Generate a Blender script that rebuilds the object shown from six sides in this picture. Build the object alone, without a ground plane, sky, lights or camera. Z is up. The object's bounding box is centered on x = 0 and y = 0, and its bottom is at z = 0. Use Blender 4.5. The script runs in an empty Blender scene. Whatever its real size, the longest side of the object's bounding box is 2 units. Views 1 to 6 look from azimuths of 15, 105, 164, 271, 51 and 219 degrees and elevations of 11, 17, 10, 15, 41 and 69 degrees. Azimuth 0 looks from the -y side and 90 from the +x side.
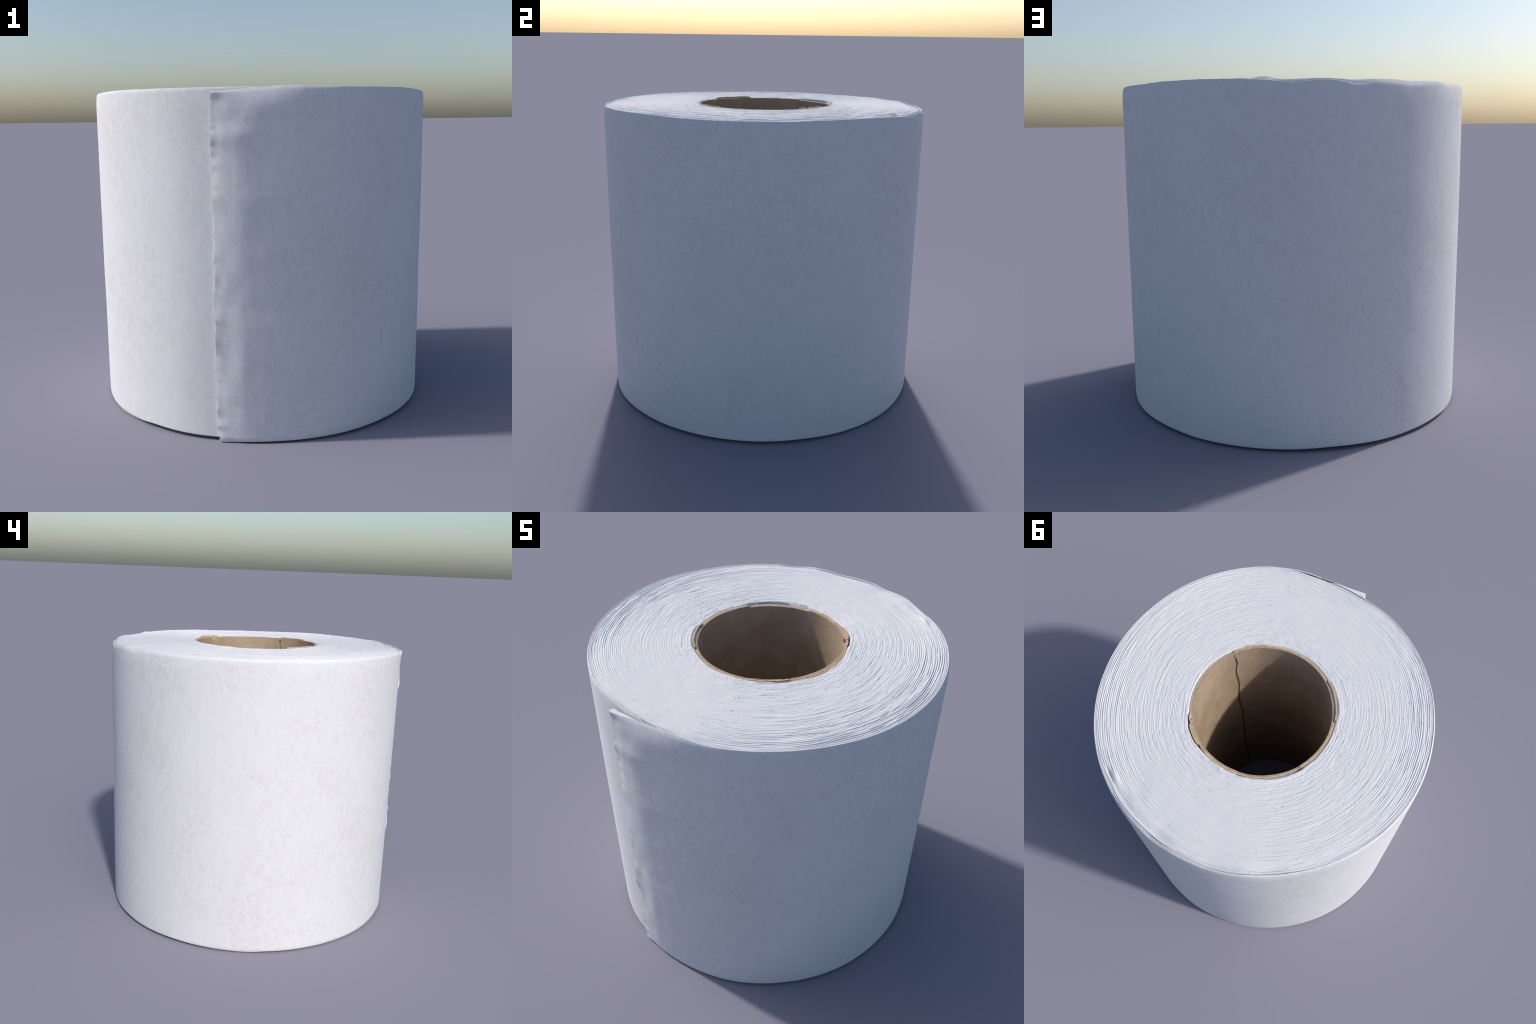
# A roll of toilet paper standing on end: a wound body of many paper turns,
# a few loose outer turns, one outermost sheet with a lifted free end,
# and a torn cardboard core with an open seam.
import bpy, math
import numpy as np

RNG = np.random.default_rng(7)
TAU = 2 * math.pi
D = math.pi / 180


# ------------------------------------------------------------------ helpers
def smooth(a, b, x):
    t = np.clip((x - a) / (b - a), 0, 1)
    return t * t * (3 - 2 * t)


def tangents(xs, ys):
    """Slopes that never overshoot the control points."""
    d = np.diff(ys) / np.diff(xs)
    m = np.zeros(len(xs))
    a, b = d[:-1], d[1:]
    same = a * b > 0
    m[1:-1][same] = 2 * a[same] * b[same] / (a[same] + b[same])
    return m


def ring_curve(points):
    """Smooth periodic curve through (degrees, value) control points."""
    pts = sorted(points)
    xs = np.array([p[0] for p in pts], float)
    ys = np.array([p[1] for p in pts], float)
    xs = np.concatenate([xs - 360, xs, xs + 360])
    ys = np.concatenate([ys, ys, ys])
    m = tangents(xs, ys)

    def f(th):
        x = (np.degrees(th) + 180) % 360 - 180
        i = np.clip(np.searchsorted(xs, x) - 1, 0, len(xs) - 2)
        h = xs[i + 1] - xs[i]
        t = (x - xs[i]) / h
        return ((2 * t**3 - 3 * t**2 + 1) * ys[i] + (t**3 - 2 * t**2 + t) * h * m[i]
                + (-2 * t**3 + 3 * t**2) * ys[i + 1] + (t**3 - t**2) * h * m[i + 1])
    return f


def curve(xs, ys):
    """Smooth open curve through control points."""
    xs, ys = np.asarray(xs, float), np.asarray(ys, float)
    m = tangents(xs, ys)

    def f(x):
        x = np.clip(x, xs[0], xs[-1])
        i = np.clip(np.searchsorted(xs, x, side="right") - 1, 0, len(xs) - 2)
        h = xs[i + 1] - xs[i]
        t = (x - xs[i]) / h
        return ((2 * t**3 - 3 * t**2 + 1) * ys[i] + (t**3 - 2 * t**2 + t) * h * m[i]
                + (-2 * t**3 + 3 * t**2) * ys[i + 1] + (t**3 - t**2) * h * m[i + 1])
    return f


LINE = RNG.uniform(-1, 1, 4096)
PLANE = RNG.uniform(-1, 1, (256, 256))


def noise1(x):
    i = np.floor(x).astype(int)
    t = x - i
    t = t * t * (3 - 2 * t)
    return LINE[i % 4096] * (1 - t) + LINE[(i + 1) % 4096] * t


def noise2(x, y, px=256):
    """Value noise, periodic over px cells in x."""
    i, j = np.floor(x).astype(int), np.floor(y).astype(int)
    u, v = x - i, y - j
    u, v = u * u * (3 - 2 * u), v * v * (3 - 2 * v)
    i0, i1, j0, j1 = i % px, (i + 1) % px, j % 256, (j + 1) % 256
    a = PLANE[i0, j0] * (1 - u) + PLANE[i1, j0] * u
    b = PLANE[i0, j1] * (1 - u) + PLANE[i1, j1] * u
    return a * (1 - v) + b * v


def ring_noise(th, v, cells, seed=0.0):
    return noise2((th / TAU) % 1.0 * cells, v + seed, cells)


ROOT = bpy.data.objects.new("toilet_paper_roll", None)
bpy.context.scene.collection.objects.link(ROOT)
ROOT.empty_display_size = 0.2
ROOT["label"] = "white toilet paper roll with brown cardboard core, standing"
ROOT["category"] = "toilet paper"


def grid_object(name, P, material, parent=ROOT, wrap_u=True, wrap_v=True, caps=False, angle=None):
    """P: (nu, nv, 3) points; v runs around the cross-section, u along the sweep."""
    nu, nv = P.shape[:2]
    idx = np.arange(nu * nv).reshape(nu, nv)
    a = idx if wrap_u else idx[:-1]
    b = np.roll(idx, -1, 0) if wrap_u else idx[1:]
    if wrap_v:
        a2, b2 = np.roll(a, -1, 1), np.roll(b, -1, 1)
    else:
        a, a2 = a[:, :-1], a[:, 1:]
        b, b2 = b[:, :-1], b[:, 1:]
    q = np.stack([a, b, b2, a2], -1).reshape(-1, 4)
    verts = P.reshape(-1, 3)
    loops, sizes = [q.ravel()], [np.full(len(q), 4)]
    if caps:                                   # close both cut ends with quad strips
        h = nv // 2
        for row, flip in ((idx[0], False), (idx[-1], True)):
            s = np.stack([row[:h - 1], row[1:h], row[nv - 2:nv - h - 1:-1], row[nv - 1:nv - h:-1]], -1)
            s = s[:, ::-1] if flip else s
            loops.append(s.ravel())
            sizes.append(np.full(len(s), 4))
    loops, sizes = np.concatenate(loops), np.concatenate(sizes)
    me = bpy.data.meshes.new(name)
    me.vertices.add(len(verts))
    me.vertices.foreach_set("co", verts.astype(np.float32).ravel())
    me.loops.add(len(loops))
    me.loops.foreach_set("vertex_index", loops.astype(np.int32))
    me.polygons.add(len(sizes))
    me.polygons.foreach_set("loop_start", (np.cumsum(sizes) - sizes).astype(np.int32))
    me.update(calc_edges=True)
    me.validate()
    me.polygons.foreach_set("use_smooth", np.ones(len(me.polygons), bool))
    if angle:
        me.set_sharp_from_angle(angle=angle)
    me.materials.append(material)
    ob = bpy.data.objects.new(name, me)
    bpy.context.scene.collection.objects.link(ob)
    ob.parent = parent
    return ob


def polar(r, th, z, cx=0.0, cy=0.0):
    r, th, z = np.broadcast_arrays(r, th, z)
    return np.stack([cx + r * np.cos(th), cy + r * np.sin(th), z], -1)


# ---------------------------------------------------------------- materials
class Nodes:
    def __init__(self, name):
        self.mat = bpy.data.materials.new(name)
        self.mat.use_nodes = True
        self.t = self.mat.node_tree
        self.t.nodes.clear()
        self.out = self.add("ShaderNodeOutputMaterial")
        self.bsdf = self.add("ShaderNodeBsdfPrincipled")
        self.link(self.bsdf.outputs[0], self.out.inputs[0])
        self.coord = self.add("ShaderNodeTexCoord").outputs["Object"]

    def add(self, kind, **props):
        n = self.t.nodes.new(kind)
        for k, v in props.items():
            setattr(n, k, v)
        return n

    def link(self, a, b):
        self.t.links.new(a, b)

    def math(self, op, a, b=None, c=None):
        n = self.add("ShaderNodeMath", operation=op)
        for s, v in zip(n.inputs, (a, b, c)):
            if v is None:
                continue
            if hasattr(v, "links"):
                self.link(v, s)
            else:
                s.default_value = v
        return n.outputs[0]

    def mapped(self, scale, source=None, location=(0, 0, 0)):
        n = self.add("ShaderNodeMapping")
        n.inputs["Scale"].default_value = scale
        n.inputs["Location"].default_value = location
        self.link(source or self.coord, n.inputs["Vector"])
        return n.outputs[0]

    def noise(self, vec, scale=1.0, detail=3.0, rough=0.55, distort=0.0):
        n = self.add("ShaderNodeTexNoise")
        n.inputs["Scale"].default_value = scale
        n.inputs["Detail"].default_value = detail
        n.inputs["Roughness"].default_value = rough
        n.inputs["Distortion"].default_value = distort
        self.link(vec, n.inputs["Vector"])
        return n.outputs["Fac"]

    def ramp(self, fac, stops):
        n = self.add("ShaderNodeValToRGB")
        e = n.color_ramp.elements
        while len(e) < len(stops):
            e.new(0.5)
        for el, (p, c) in zip(e, stops):
            el.position = p
            el.color = (*c, 1) if len(c) == 3 else c
        self.link(fac, n.inputs[0])
        return n.outputs[0]

    def band(self, fac, lo, hi):
        n = self.add("ShaderNodeMapRange", interpolation_type="SMOOTHSTEP")
        n.inputs["From Min"].default_value = lo
        n.inputs["From Max"].default_value = hi
        self.link(fac, n.inputs["Value"])
        return n.outputs[0]

    def mix(self, fac, a, b, blend="MIX"):
        n = self.add("ShaderNodeMix", data_type="RGBA", blend_type=blend)
        for s, v in ((n.inputs["Factor"], fac), (n.inputs[6], a), (n.inputs[7], b)):
            if hasattr(v, "links"):
                self.link(v, s)
            else:
                s.default_value = v if isinstance(v, float) else (*v, 1)
        return n.outputs[2]

    def bump(self, height, strength, distance):
        n = self.add("ShaderNodeBump")
        n.inputs["Strength"].default_value = strength
        n.inputs["Distance"].default_value = distance
        self.link(height, n.inputs["Height"])
        self.link(n.outputs[0], self.bsdf.inputs["Normal"])

    def set(self, colour, rough, spec=0.2):
        self.link(colour, self.bsdf.inputs["Base Color"])
        self.bsdf.inputs["Roughness"].default_value = rough
        self.bsdf.inputs["Specular IOR Level"].default_value = spec


PAPER = (0.645, 0.652, 0.690)
STAIN = (0.565, 0.555, 0.550)


def paper_sheet_material():
    """Tissue: white, with woven, blotchy beige clouds of fibre."""
    n = Nodes("tissue_sheet")
    cloud = n.noise(n.mapped((2.6, 2.6, 2.2)), 1.0, 2.0, 0.5)
    blot = n.noise(n.mapped((27, 27, 22)), 1.0, 3.0, 0.62)
    up = n.noise(n.mapped((84, 84, 34), location=(3, 1, 2)), 1.0, 2.0, 0.6)
    across = n.noise(n.mapped((30, 30, 92), location=(7, 5, 1)), 1.0, 2.0, 0.6)
    weave = n.math("ADD", n.math("MULTIPLY", up, 0.5), n.math("MULTIPLY", across, 0.5))
    mixed = n.math("ADD", n.math("MULTIPLY", blot, 0.42), n.math("MULTIPLY", weave, 0.58))
    mixed = n.math("ADD", mixed, n.math("MULTIPLY", n.math("SUBTRACT", cloud, 0.5), 0.26))
    amount = n.band(mixed, 0.44, 0.68)
    colour = n.mix(n.math("MULTIPLY", amount, 0.70), PAPER, STAIN)
    fleck = n.band(n.noise(n.mapped((60, 60, 45), location=(1, 9, 4)), 1.0, 1.0, 0.5), 0.73, 0.80)
    colour = n.mix(n.math("MULTIPLY", fleck, 0.35), colour, (0.50, 0.47, 0.44))
    n.set(colour, 0.95, 0.1)
    grain = n.math("ADD", weave, n.math("MULTIPLY", n.noise(n.mapped((130, 130, 130)), 1.0, 2.0, 0.6), 0.5))
    n.bump(grain, 0.15, 0.004)
    return n.mat


def paper_edge_material():
    """Cut edges of the wound turns: white, faint concentric streaks and dark specks."""
    n = Nodes("tissue_cut_edge")
    sep = n.add("ShaderNodeSeparateXYZ")
    n.link(n.coord, sep.inputs[0])
    x, y, z = sep.outputs
    r = n.math("SQRT", n.math("ADD", n.math("MULTIPLY", x, x), n.math("MULTIPLY", y, y)))
    comb = n.add("ShaderNodeCombineXYZ")
    n.link(n.math("MULTIPLY", n.math("DIVIDE", x, r), 9.0), comb.inputs[0])
    n.link(n.math("MULTIPLY", n.math("DIVIDE", y, r), 9.0), comb.inputs[1])
    n.link(n.math("MULTIPLY", r, 150.0), comb.inputs[2])
    streak = n.noise(comb.outputs[0], 1.0, 3.0, 0.6)
    colour = n.mix(n.math("MULTIPLY", n.band(streak, 0.45, 0.75), 0.22), (0.635, 0.64, 0.67), (0.57, 0.58, 0.62))
    vor = n.add("ShaderNodeTexVoronoi")
    vor.inputs["Scale"].default_value = 17.0
    n.link(n.coord, vor.inputs["Vector"])
    dot = n.math("LESS_THAN", vor.outputs["Distance"], 0.075)
    keep = n.math("GREATER_THAN", n.noise(n.mapped((9, 9, 9)), 1.0, 1.0), 0.55)
    colour = n.mix(n.math("MULTIPLY", n.math("MULTIPLY", dot, keep), 0.65), colour, (0.22, 0.23, 0.27))
    n.set(colour, 0.95, 0.1)
    n.bump(n.math("ADD", streak, n.math("MULTIPLY", n.noise(n.mapped((90, 90, 90)), 1.0, 2.0), 0.5)), 0.35, 0.004)
    return n.mat


def cardboard_material(name, base, light, dark):
    n = Nodes(name)
    a = n.noise(n.mapped((7, 7, 5)), 1.0, 4.0, 0.6)
    fib = n.noise(n.mapped((34, 34, 95)), 1.0, 4.0, 0.65, 0.6)
    colour = n.mix(n.band(a, 0.35, 0.7), base, light)
    colour = n.mix(n.math("MULTIPLY", n.band(fib, 0.5, 0.78), 0.55), colour, dark)
    pale = n.band(n.noise(n.mapped((60, 60, 80), location=(4, 4, 4)), 1.0, 3.0, 0.6), 0.62, 0.8)
    colour = n.mix(n.math("MULTIPLY", pale, 0.4), colour, (0.62, 0.53, 0.43))
    n.set(colour, 0.9, 0.15)
    n.bump(fib, 0.3, 0.004)
    return n.mat


SHEET = paper_sheet_material()
EDGE = paper_edge_material()
CARD = cardboard_material("cardboard_inside", (0.345, 0.255, 0.175), (0.40, 0.315, 0.235), (0.24, 0.18, 0.125))
CARD_CUT = cardboard_material("cardboard_torn_edge", (0.47, 0.35, 0.24), (0.56, 0.44, 0.32), (0.27, 0.20, 0.14))
SEAM_SHADOW_TINT = cardboard_material("cardboard_darkened_seam_shadow", (0.16, 0.12, 0.085), (0.20, 0.155, 0.11), (0.10, 0.076, 0.056))

# ------------------------------------------------ outline of the whole roll
# radius of the outer wall by direction (degrees), slightly off-centre and out of round
WALL = ring_curve([(-180, .9875), (-152, .981), (-125, .9765), (-118, .9755), (-105, .9735), (-80, .974), (-62, .980), (-50, .983), (-35, .982),
                   (-4, .985), (20, .9885), (38, .9918), (60, .9972), (80, .998), (93, .998), (106, .9945), (120, .992), (150, .987), (167, .9865)])
# how far the top edge is pressed inward
CURL = ring_curve([(-180, .002), (-159, .006), (-140, .004), (-118, .001), (-106, .001), (-98, .0055), (-92, .0140), (-87, .0200), (-83, .0205),
                   (-78, .019), (-72, .021), (-66, .015), (-59, .007), (-50, .004), (-30, .004), (-4, .005), (20, .005),
                   (45, .003), (66, .004), (90, .003), (106, .007), (118, .005), (132, .010), (150, .006), (165, .004)])
# height of the top and bottom edge of the outermost sheet
TOP = ring_curve([(-180, 1.832), (-150, 1.833), (-125, 1.837), (-110, 1.836), (-98, 1.835), (-85, 1.835), (-75, 1.834), (-68, 1.839),
                  (-63, 1.839), (-56, 1.834), (-38, 1.836), (-24, 1.837), (-14, 1.834), (-2, 1.830), (8, 1.830), (20, 1.829),
                  (34, 1.834), (48, 1.835), (58, 1.831), (66, 1.825), (74, 1.813), (82, 1.824), (87, 1.819), (92, 1.805),
                  (99, 1.820), (105, 1.817), (111, 1.810), (118, 1.820), (123, 1.828), (131, 1.820), (138, 1.828), (155, 1.827), (170, 1.830)])
FOOT = ring_curve([(-179, .005), (-172, .010), (-150, .008), (-128, .010), (-120, .014), (-113, .022), (-105, .021), (-98, .019), (-84, .016),
                   (-60, .010), (-48, .012), (-30, .017), (-15, .020), (0, .019), (15, .017), (30, .019), (43, .013), (57, .013),
                   (72, .014), (86, .020), (101, .016), (115, .018), (126, .020), (135, .014), (150, .015), (167, .010)])
INNER_TOP = ring_curve([(-180, 1.835), (-120, 1.839), (-70, 1.840), (-30, 1.838), (20, 1.837), (50, 1.840), (90, 1.841), (115, 1.840), (135, 1.838), (155, 1.836)])
CX, CY = 0.009, 0.016           # centre of the core hole


def press(th, z, top):
    """Inward lean of the wall close to the top and bottom edge."""
    q = np.clip((z - (top - 0.10)) / 0.10, 0, 1.1)
    e = np.clip((z - (top - 0.022)) / 0.022, 0, 1.0)
    b = np.clip((0.030 - z) / 0.030, 0, 1.0)
    return CURL(th) * q ** 2.2 + 0.004 * e ** 3 + 0.007 * b ** 2


# ------------------------------------------------------- outermost sheet
END = -88.8 * D                 # the free vertical edge
# the torn edge wanders: (height, degrees)
EDGE_Z = np.array([0, .035, .097, .16, .205, .253, .297, .35, .402, .463, .519, .583, .618, .643, .723, .79, .828, .857, .903, .928, .969,
                   .998, 1.03, 1.079, 1.114, 1.132, 1.164, 1.229, 1.288, 1.375, 1.434, 1.489, 1.551, 1.582, 1.628, 1.651, 1.72, 1.784, 1.86])
EDGE_A = np.array([-88.3, -88.36, -88.76, -88.88, -88.57, -88.89, -88.75, -88.88, -88.99, -88.73, -88.71, -89.0, -88.65, -88.74, -89.0, -89.23,
                   -89.03, -88.65, -88.68, -88.43, -89.08, -88.55, -88.58, -88.39, -88.95, -88.56, -88.4, -88.67, -88.95, -88.83, -88.98,
                   -89.03, -89.06, -88.89, -89.11, -88.91, -88.98, -88.72, -88.8])
# how strongly the free strip stands off the roll at each height
LIFT_Z = np.array([0, .03, .12, .3, .5, .75, .9, 1.05, 1.2, 1.3, 1.42, 1.52, 1.6, 1.68, 1.74, 1.79, 1.82, 1.86])
LIFT_D = np.array([.45, .55, .85, 1.0, .95, .95, 1.1, 1.1, 1.05, 1.2, 1.05, 1.1, 1.4, 0.95, 0.95, 1.0, 1.0, 1.0])
# its cross-section: hump along a soft crease, then down to the edge (degrees from the edge, metres)
HUMP_A = np.array([0, 1.5, 4, 8, 11, 14, 18, 23, 28])
HUMP_D = np.array([.0168, .0165, .0160, .0152, .0123, .0080, .0036, .0010, 0])
# the same along the very top, where the strip runs off nearly straight
TIP_A = np.array([0, 4, 8, 12, 16, 20, 24, 27])
TIP_D = np.array([.0370, .0220, .0120, .0065, .0035, .0015, .0005, 0])


# how far the wall is drawn in where the sheet lies double
DRAWN = curve([0, .3, .7, 1.2, 1.6, 1.75, 1.84], [.0135, .0135, .0110, .0100, .0120, .0150, .0190])


def sheet_rows(n):
    s = np.linspace(0, 1, n)
    return s + 0.12 * np.sin(TAU * s) / -1.3        # denser towards both edges


def build_outer_sheet():
    rows = 150
    total = TAU + 16 * D
    fine = np.linspace(0, 0.34, 150, endpoint=False)
    u = np.concatenate([fine, np.linspace(0.34, total, 1100)])
    th0 = (END + u)[:, None]
    s = sheet_rows(rows)[None, :]
    # heights of the two edges: near the free end the sheet hangs lower
    near = 1 - smooth(0, 13.5 * D, u)[:, None]
    drop = curve([0, 4, 8, 13, 18], [1.8135, 1.8155, 1.8225, 1.8315, 1.8365])(np.degrees(u))[:, None]
    top = np.where(u[:, None] < 18 * D, drop, TOP(th0))
    top = top + 0.0008 * noise1(u * 40)[:, None] * smooth(0.3, 0.6, u)[:, None]
    low = FOOT(th0)
    low = np.where(u[:, None] < 60 * D, np.interp(np.degrees(u), [0, 5, 10, 16, 30, 60], [.0, .003, .0075, .009, .0105, .018])[:, None], low)
    tail = smooth(TAU - 1 * D, TAU + 10 * D, u)[:, None]
    top = top + 0.0005 * smooth(TAU - 4 * D, TAU + 2 * D, u)[:, None] - 0.030 * smooth(TAU + 10 * D, TAU + 16 * D, u)[:, None]
    z = low + (top - low) * s
    # the free edge is ragged; the shift dies out away from it
    shift = (curve(EDGE_Z, EDGE_A)(z) * D - END + 0.0016 * noise1(z * 60 + 5) + 0.0012 * noise1(z * 150 + 8)) * (1 - smooth(0, 0.09, u))[:, None]
    th = th0 + shift
    dist = np.degrees(th - END)
    R = WALL(th) - press(th, z, top) * (1 - 0.55 * near * smooth(1.7, 1.82, z))
    # towards its end the sheet is drawn in and runs on beneath the free strip
    s2 = np.clip((u - (TAU - 17.2 * D)) / (16.5 * D), 0, 1)[:, None] ** 2
    R = R * (1 - s2) + (WALL(th) - DRAWN(z) - 0.0015 * smooth(top - 0.006, top, z)) * s2
    # free strip: a soft hump with a crease, ripples and small curls along its edge
    stretch = 1 + 0.20 * noise1(z * 3.3 + 40) + 0.08 * noise1(z * 11 + 60)
    hump = curve(HUMP_A, HUMP_D)(dist * stretch) * curve(LIFT_Z, LIFT_D)(z)
    tip = curve(TIP_A, TIP_D)(dist)
    at_top = smooth(0, 1, (z - (1.75 - 0.09 * smooth(2, 9, dist))) / (0.075 + 0.08 * smooth(2, 9, dist)))
    strip = hump * (1 - at_top) + tip * at_top
    strip = strip + 0.010 * smooth(0.07, 0.0, z) * np.clip(1 - dist / 5, 0, 1)
    q = np.clip(1 - dist / 4.5, 0, 1)
    ripple = (0.0045 * noise1(z * 9 + 11) + 0.0040 * noise1(z * 24 + 3) + 0.0020 * noise1(z * 60 + 70) * q) * q ** 2
    dents = 0.0028 * noise2(np.degrees(u)[:, None] / 4.0 + 0 * z, z * 7 + 20) * np.clip(1 - dist / 20, 0, 1) * smooth(0, 3, dist)
    r = R + np.where(u[:, None] < 1, strip + (ripple + dents) * smooth(1.80, 1.74, z), 0)
    # broad, barely visible unevenness of the whole wall
    r = r + 0.0010 * ring_noise(th, z * 2.5, 22) + 0.0005 * ring_noise(th, z * 9, 90, 50)
    r = r - 0.0010 * tail
    thick = 0.0062 + 0 * z
    lipw = np.interp(np.degrees(u), [0, 4, 9, 13, 18], [.024, .016, .007, .002, 0])[:, None]
    thick = thick + lipw * smooth(1.78, 1.812, z)
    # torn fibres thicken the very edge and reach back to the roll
    thick = thick + np.where(u[:, None] < 1, 0.022 * smooth(1.3, 0.1, dist), 0) * smooth(1.80, 1.75, z)
    under = WALL(th) - DRAWN(z) + 0.0015
    thick = np.where(u[:, None] < 0.3, np.maximum(np.minimum(thick, r - under), 0.003), thick)
    outer = polar(r, th, z)
    mid_top = polar(r[:, -1] - thick[:, -1] * np.array([[.12], [.5], [.88]]), th[:, -1], top[:, 0] + np.array([[.0018], [.0028], [.0018]]))
    inner = polar(r - thick, th, z)[:, ::-1]
    mid_low = polar(r[:, 0] - thick[:, 0] * np.array([[.88], [.5], [.12]]), th[:, 0], low[:, 0] - np.array([[.0010], [.0016], [.0010]]))
    P = np.concatenate([outer, mid_top.transpose(1, 0, 2), inner, mid_low.transpose(1, 0, 2)], 1)
    # start the loop in the middle of the lower lip so that the caps pair outer with inner rows
    P = np.roll(P, 1, 1)
    P[:, :, 2] = np.maximum(P[:, :, 2], 0.0)
    return grid_object("outer_sheet", P, SHEET, wrap_u=False, caps=True, angle=70 * D)


def under_end(th):
    """Extra room for the end of the outermost sheet where it lies double."""
    dg = (np.degrees(th) + 180) % 360 - 180
    return 0.0075 * smooth(-97, -86, dg) * smooth(-58, -70, dg)


def build_loose_sheet(name, gap, start, seed, wave, share):
    """A turn just inside the outermost one; its top edge is seen in the gaps at the back."""
    cols, rows = 1200, 34
    th = (start * D + np.linspace(0, TAU, cols, endpoint=False))[:, None]
    back = smooth(48, 70, np.degrees(th)  % 360) * smooth(150, 128, np.degrees(th) % 360)
    top = TOP(th) * (1 - back) + back * (TOP(th) * (1 - share) + (INNER_TOP(th) - 0.002) * share + wave * noise1(np.degrees(th) / 7 + seed)) - 0.001
    top = top + 0.0012 * noise1(np.degrees(th) / 5 + seed * 3) + 0.0012 * noise1(np.degrees(th) / 17 + seed * 5)
    low = FOOT(th) + 0.004 + 0 * th
    z = low + (top - low) * sheet_rows(rows)[None, :]
    lean = back * 0.006 * (0.5 + noise1(np.degrees(th) / 11 + seed)) * smooth(1.68, 1.83, z)
    dg = (np.degrees(th) + 180) % 360 - 180
    s2 = np.clip((dg + 106) / 16.5, 0, 1) ** 2 * smooth(-64, -76, dg)
    r = (WALL(th) - press(th, z, top)) * (1 - s2) + (WALL(th) - DRAWN(z)) * s2 - gap - under_end(th) - lean
    t = 0.0066
    k = np.array([[.12], [.5], [.88]])
    a = polar(r, th, z)
    b = polar(r - t, th, z)[:, ::-1]
    up = polar(r[:, -1] - t * k, th[:, 0], top[:, 0] + np.array([[.0014], [.0024], [.0014]])).transpose(1, 0, 2)
    dn = polar(r[:, 0] - t * k[::-1], th[:, 0], low[:, 0] - 0.001).transpose(1, 0, 2)
    return grid_object(name, np.concatenate([a, up, b, dn], 1), EDGE, angle=70 * D)


# ------------------------------------------------------------ wound body
CORE_R = ring_curve([(-180, .423), (-155, .423), (-150, .4275), (-146, .432), (-132, .433), (-118, .432), (-114, .424), (-60, .422), (0, .423), (40, .423), (46, .430),
                     (52, .437), (66, .437), (74, .430), (84, .426), (106, .424), (110, .431), (135, .432), (157, .431), (161, .424)])


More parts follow.
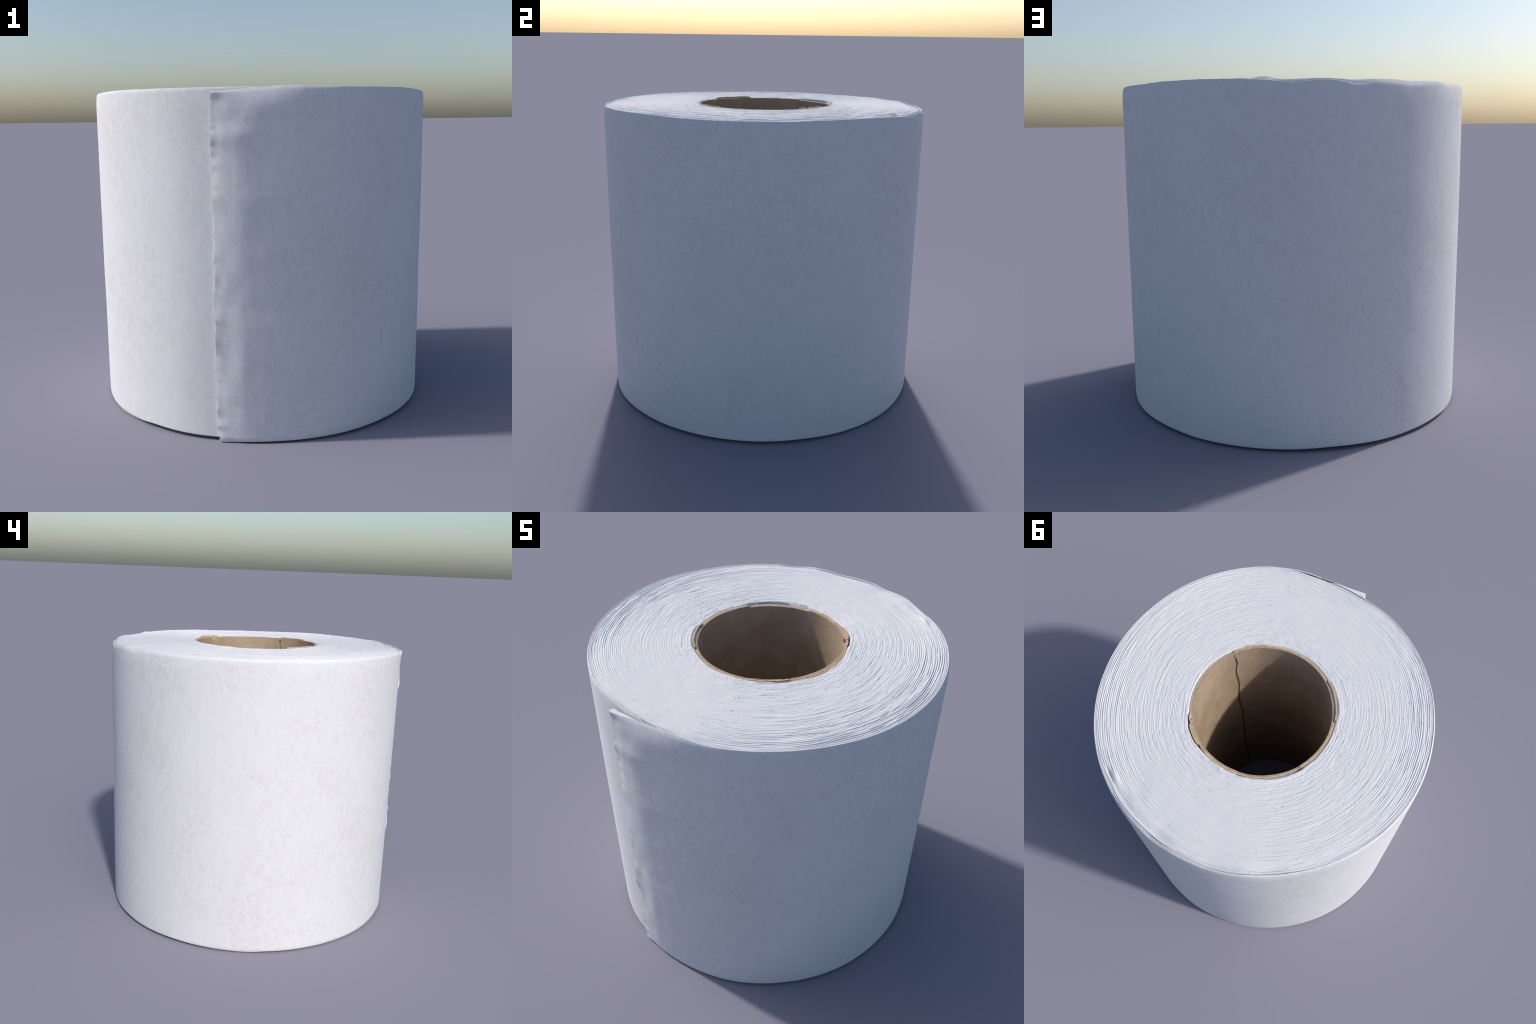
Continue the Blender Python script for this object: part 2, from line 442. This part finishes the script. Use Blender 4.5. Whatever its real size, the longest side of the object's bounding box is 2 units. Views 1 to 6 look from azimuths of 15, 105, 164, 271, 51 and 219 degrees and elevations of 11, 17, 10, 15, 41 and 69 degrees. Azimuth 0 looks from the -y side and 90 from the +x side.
def build_wound_paper():
    cols, rings = 1360, 390
    th = np.linspace(-math.pi, math.pi, cols, endpoint=False)[:, None]
    body_gap = 0.0200 + under_end(th) + 0.007 * smooth(85, 100, np.degrees(th)) * smooth(126, 112, np.degrees(th))
    itop = INNER_TOP(th)
    # ---- top face, from the outside inwards
    t = np.linspace(1, 0, rings)[None, :]
    r_out = WALL(th) - CURL(th) - body_gap
    # core hole is off-centre: radius measured from the axis of the roll
    c, s_ = np.cos(th), np.sin(th)
    rc = CORE_R(th)
    r_in = CX * c + CY * s_ + rc
    r = r_in + (r_out - r_in) * t
    K = 41 * t + 15 * (1 - (1 - t) ** 1.6) * 1.0
    phase = K + (th + math.pi) / TAU + 0.33 * ring_noise(th, t * 17, 14) + 0.16 * ring_noise(th, t * 30, 40, 9)
    k = np.floor(phase)
    f = phase - k
    arc = (th + math.pi) - TAU * k + 900
    arc2 = (th + math.pi) - TAU * np.round(phase) + 1700
    sheet_h = 0.0012 * noise1(arc * 2.3) + 0.0013 * noise1(arc * 7.1 + 77) + 0.0010 * noise1(arc * 23 + 300)
    rim = smooth(0.55, 1.0, t)
    hub = smooth(0.25, 0.0, t)
    rough = 0.48 + 0.22 * rim + 0.25 * hub + 0.30 * ring_noise(th, t * 2.2, 7, 31)
    # softly blend one sheet into its neighbour so that tops look pressed together
    d = np.minimum(f, 1 - f)
    groove_on = smooth(-0.25, 0.65, noise1(arc2 * 4.6 + 15) + 0.45 * noise1(arc2 * 17 + 3) + 0.5 * rim)
    groove = -(0.0017 + 0.0021 * rim) * np.exp(-(d / 0.17) ** 2) * groove_on
    dome = 0.0010 * (1 - (2 * f - 1) ** 2)
    broad = 0.0028 * ring_noise(th, t * 3.0, 18, 60) + 0.0016 * ring_noise(th, t * 11, 60, 80)
    pits = -0.005 * smooth(0.88, 0.98, ring_noise(th, t * 90, 200, 17)) * smooth(0.2, 0.6, noise1(arc * 3 + 9))
    z = itop + (sheet_h + dome) * rough + groove * np.clip(rough + 0.15, 0.2, 1.3) + broad * 0.6 + pits
    # a squeezed lump with a hollow beside it, at the back
    deg = np.degrees(th)
    z = z + 0.010 * np.exp(-((deg - 66) / 3.0) ** 2 - ((r - .934) / .014) ** 2)
    z = z - 0.010 * np.exp(-((deg - 63.5) / 2.2) ** 2 - ((r - .958) / .008) ** 2)
    # the first turns on the core end in a small step
    z = z + 0.003 * smooth(84, 90, deg) * smooth(97, 96, deg) * smooth(.47, .455, r)
    z = z + 0.004 * smooth(107, 112, deg) * smooth(161, 156, deg) * smooth(.06, .01, t)
    z = z - 0.003 * smooth(0.985, 1.0, t) - 0.004 * smooth(0.012, 0.0, t)
    # back edge sinks a little under the loose turns
    sink = np.clip(itop - TOP(th), 0, 1)
    z = z - sink * (0.20 * smooth(0.5, 0.9, t) + 0.5 * smooth(0.88, 1.0, t))
    top_face = polar(r, th, z)
    # ---- inner wall, going down
    zi = np.linspace(1, 0, 14)[None, 1:-1]
    inner_wall = polar(r_in + 0 * zi, th, 0.012 + (z[:, -1:] - 0.012) * zi)
    # ---- underside, from the hole outwards (same windings, coarser)
    tb = np.linspace(0, 1, 110)[None, :]
    rb_out = WALL(th) - body_gap - 0.006
    rb = r_in + (rb_out - r_in) * tb
    phb = 40 * tb + (th + math.pi) / TAU
    zb = 0.010 + 0.0035 * ring_noise(th, tb * 14, 50, 7) + 0.002 * np.cos(TAU * phb) + 0.002 * ring_noise(th, tb * 3, 12, 3)
    zb = zb + (FOOT(th) - 0.012) * smooth(0.8, 1, tb) + 0.006 * smooth(0.97, 1, tb)
    under = polar(rb, th, np.maximum(zb, 0.0))
    # ---- outer wall, going up (hidden behind the loose turns)
    zo = np.linspace(0, 1, 14)[None, 1:-1]
    ztop, zlow = z[:, :1], zb[:, -1:]
    zw = zlow + (ztop - zlow) * zo
    outer_wall = polar(WALL(th) - press(th, zw, ztop) - body_gap - 0.014 * np.sin(math.pi * zo) ** .3, th, zw)
    P = np.concatenate([under, outer_wall, top_face, inner_wall], 1)
    ob = grid_object("wound_paper", P, EDGE)
    ob["kind"] = "stuff"
    return ob


# ------------------------------------------------------------------- core
SEAM = -26.0


def seam_angle(z):
    zs = [0, .3, .62, 1.04, 1.25, 1.40, 1.46, 1.59, 1.65, 1.71, 1.76, 1.81]
    an = [-28.3, -27.2, -26.1, -26.9, -24.4, -25.8, -26.4, -24.8, -25.0, -26.6, -26.1, -25.1]
    return np.interp(z, zs, an) * D


def ply(name, th, r_in, r_out, top, low, material, parent, rows=60, closed=True, shift=None, rag=0.0, seed=0):
    """A bent strip of cardboard with a fibrous upper edge, about the core's axis."""
    th = th[:, None]
    s = np.concatenate([np.linspace(0, .9, rows - 14, endpoint=False), np.linspace(.9, 1, 14)])[None, :]
    pa = th + SEAM * D if shift else th          # direction used by the profiles
    top = top(pa) + rag * (noise1(np.degrees(th) / 2.6 + seed) + 0.3 * noise1(np.degrees(th) / .5 + seed))
    z = low + (top - low) * s
    a = th + (shift(z) if shift else 0)
    ri, ro = r_in(pa) + 0 * z, r_out(pa) + 0 * z
    ri = ri + 0.0008 * ring_noise(a, z * 4, 24, seed) 
    outer = polar(ro, a, z, CX, CY)
    inner = polar(ri, a, z, CX, CY)[:, ::-1]
    m = np.array([.3, .7])
    edge_th = a[:, -1:]
    up = polar(ro[:, -1:] + (ri - ro)[:, -1:] * m, edge_th, top + rag * 0.5 * noise2(np.degrees(edge_th) * 0.5, m[None] * 9 + seed), CX, CY)
    dn = polar(ri[:, :1] + (ro - ri)[:, :1] * m, a[:, :1], low + 0 * top - 0.0005, CX, CY)
    P = np.concatenate([outer, up, inner, dn], 1)
    P = np.roll(P, 1, 1)
    return grid_object(name, P, material, parent, wrap_u=closed, caps=not closed, angle=45 * D)


def steps(points):
    """Piecewise curve with sharp steps, given as (degrees, value)."""
    xs = np.array([p[0] for p in points], float)
    ys = np.array([p[1] for p in points], float)
    return lambda th: np.interp((np.degrees(th) + 180) % 360 - 180, xs, ys)


def const(v):
    return lambda th: v + 0 * th


def build_core():
    full = np.linspace(-math.pi, math.pi, 720, endpoint=False)
    card_top = steps([(-180, 1.8350), (-152, 1.8350), (-151, 1.812), (-115, 1.812), (-114, 1.8360), (-57, 1.8360), (-56, 1.838), (-26, 1.838), (-25, 1.8350),
                      (43, 1.8350), (44, 1.838), (47, 1.838), (47.4, 1.815), (53, 1.815), (53.4, 1.8360), (105, 1.8350), (108, 1.8270), (158, 1.8270), (160, 1.8350), (180, 1.8350)])
    core = ply("cardboard_core", full, const(.4120), const(.4205), card_top, 0.004, CARD_CUT, ROOT, rag=0.0009, seed=3)
    # inner liner: open along the seam
    half = 0.0180
    arc = np.linspace(half, TAU - half, 700)
    liner_top = steps([(-180, 1.8350), (-151, 1.8350), (-150.5, 1.8360), (-116, 1.8360), (-115.5, 1.8370), (-56, 1.8370), (-55, 1.8385), (-26.01, 1.838), (-25.99, 1.8365),
                       (46.6, 1.8350), (47, 1.816), (53, 1.816), (53.5, 1.8350), (106, 1.8350), (109, 1.8270), (158, 1.8270), (160, 1.8350), (180, 1.8350)])
    # the liner overlaps: right of the seam it lies one ply further in
    bulge = ring_curve([(-180, .403), (-152, .403), (-140, .4005), (-118, .402), (-110, .403), (-75, .402), (-58, .400), (-40, .399), (-26.01, .400),
                        (-25.99, .3925), (0, .3925), (22, .3945), (38, .400), (55, .402), (110, .4035), (150, .403)])
    ply("inner_liner", arc, bulge, const(.4118), liner_top, 0.002, CARD, core, closed=False, shift=lambda z: seam_angle(z), rag=0.0008, seed=20)
    # backing strip coloured dark to paint the shadow inside the open seam
    ply("seam_shadow_strip", np.linspace(-half * 1.1, half * 1.1, 6), const(.4050), const(.4119), const(1.827), 0.004, SEAM_SHADOW_TINT, core, closed=False,
        shift=lambda z: seam_angle(z), seed=1)
    # the liner closes again just above the seam
    ply("seam_bridge", np.linspace(-26.8, -23.4, 12) * D, const(.3985), const(.4119), const(1.8355), 1.823, CARD, core, closed=False, rag=0.001, seed=5)

    def strip(a0, a1, ri, ro, top, low, mat, seed, name="torn_strip", rag=0.0012):
        n = max(24, int(abs(a1 - a0) * 2.5))
        fr = [(a0, top - .003), (a0 + .15 * (a1 - a0), top), (a1 - .1 * (a1 - a0), top + .001), (a1, top - .002)]
        ends = steps(fr)
        ease = lambda r0: (lambda th: r0 - 0.0035 * (smooth(a0 + 5, a0, np.degrees(th)) + smooth(a1 - 5, a1, np.degrees(th))))
        if mat is not CARD_CUT:
            ease = const
        return ply(name, np.linspace(a0, a1, n) * D, ease(ri), ease(ro), ends, low, mat, core, rows=24, closed=False, rag=rag, seed=seed)

    # peeled pieces of ply that stand above the rim
    strip(-151, -115.5, .4195, .4295, 1.8455, 1.76, CARD_CUT, 31)
    strip(52, 70, .4225, .4330, 1.846, 1.74, CARD_CUT, 37)
    strip(43.5, 51, .4190, .4270, 1.845, 1.74, CARD_CUT, 43)
    strip(70, 98, .4170, .4240, 1.839, 1.76, CARD_CUT, 47)
    strip(-56, -38, .4120, .4215, 1.8435, 1.77, CARD_CUT, 53)
    strip(-40, -25.5, .4060, .4160, 1.8425, 1.77, CARD_CUT, 59)
    strip(-53, -30, .3987, .4040, 1.8405, 1.80, CARD, 61)
    # slivers of tissue caught between core and windings
    strip(-148, -117, .4122, .4180, 1.8365, 1.76, EDGE, 67, "tissue_sliver", 0.0008)
    strip(110, 157, .4240, .4270, 1.828, 1.72, EDGE, 71, "tissue_sliver", 0.0008)
    strip(-58, -36, .4235, .4290, 1.840, 1.74, EDGE, 73, "tissue_sliver", 0.0010)
    return core


build_outer_sheet()
build_loose_sheet("loose_sheet", 0.0068, 20, 4.0, 0.002, 0.35)
build_loose_sheet("loose_sheet", 0.0138, 70, 19.0, 0.0015, 0.55)
build_wound_paper()
build_core()
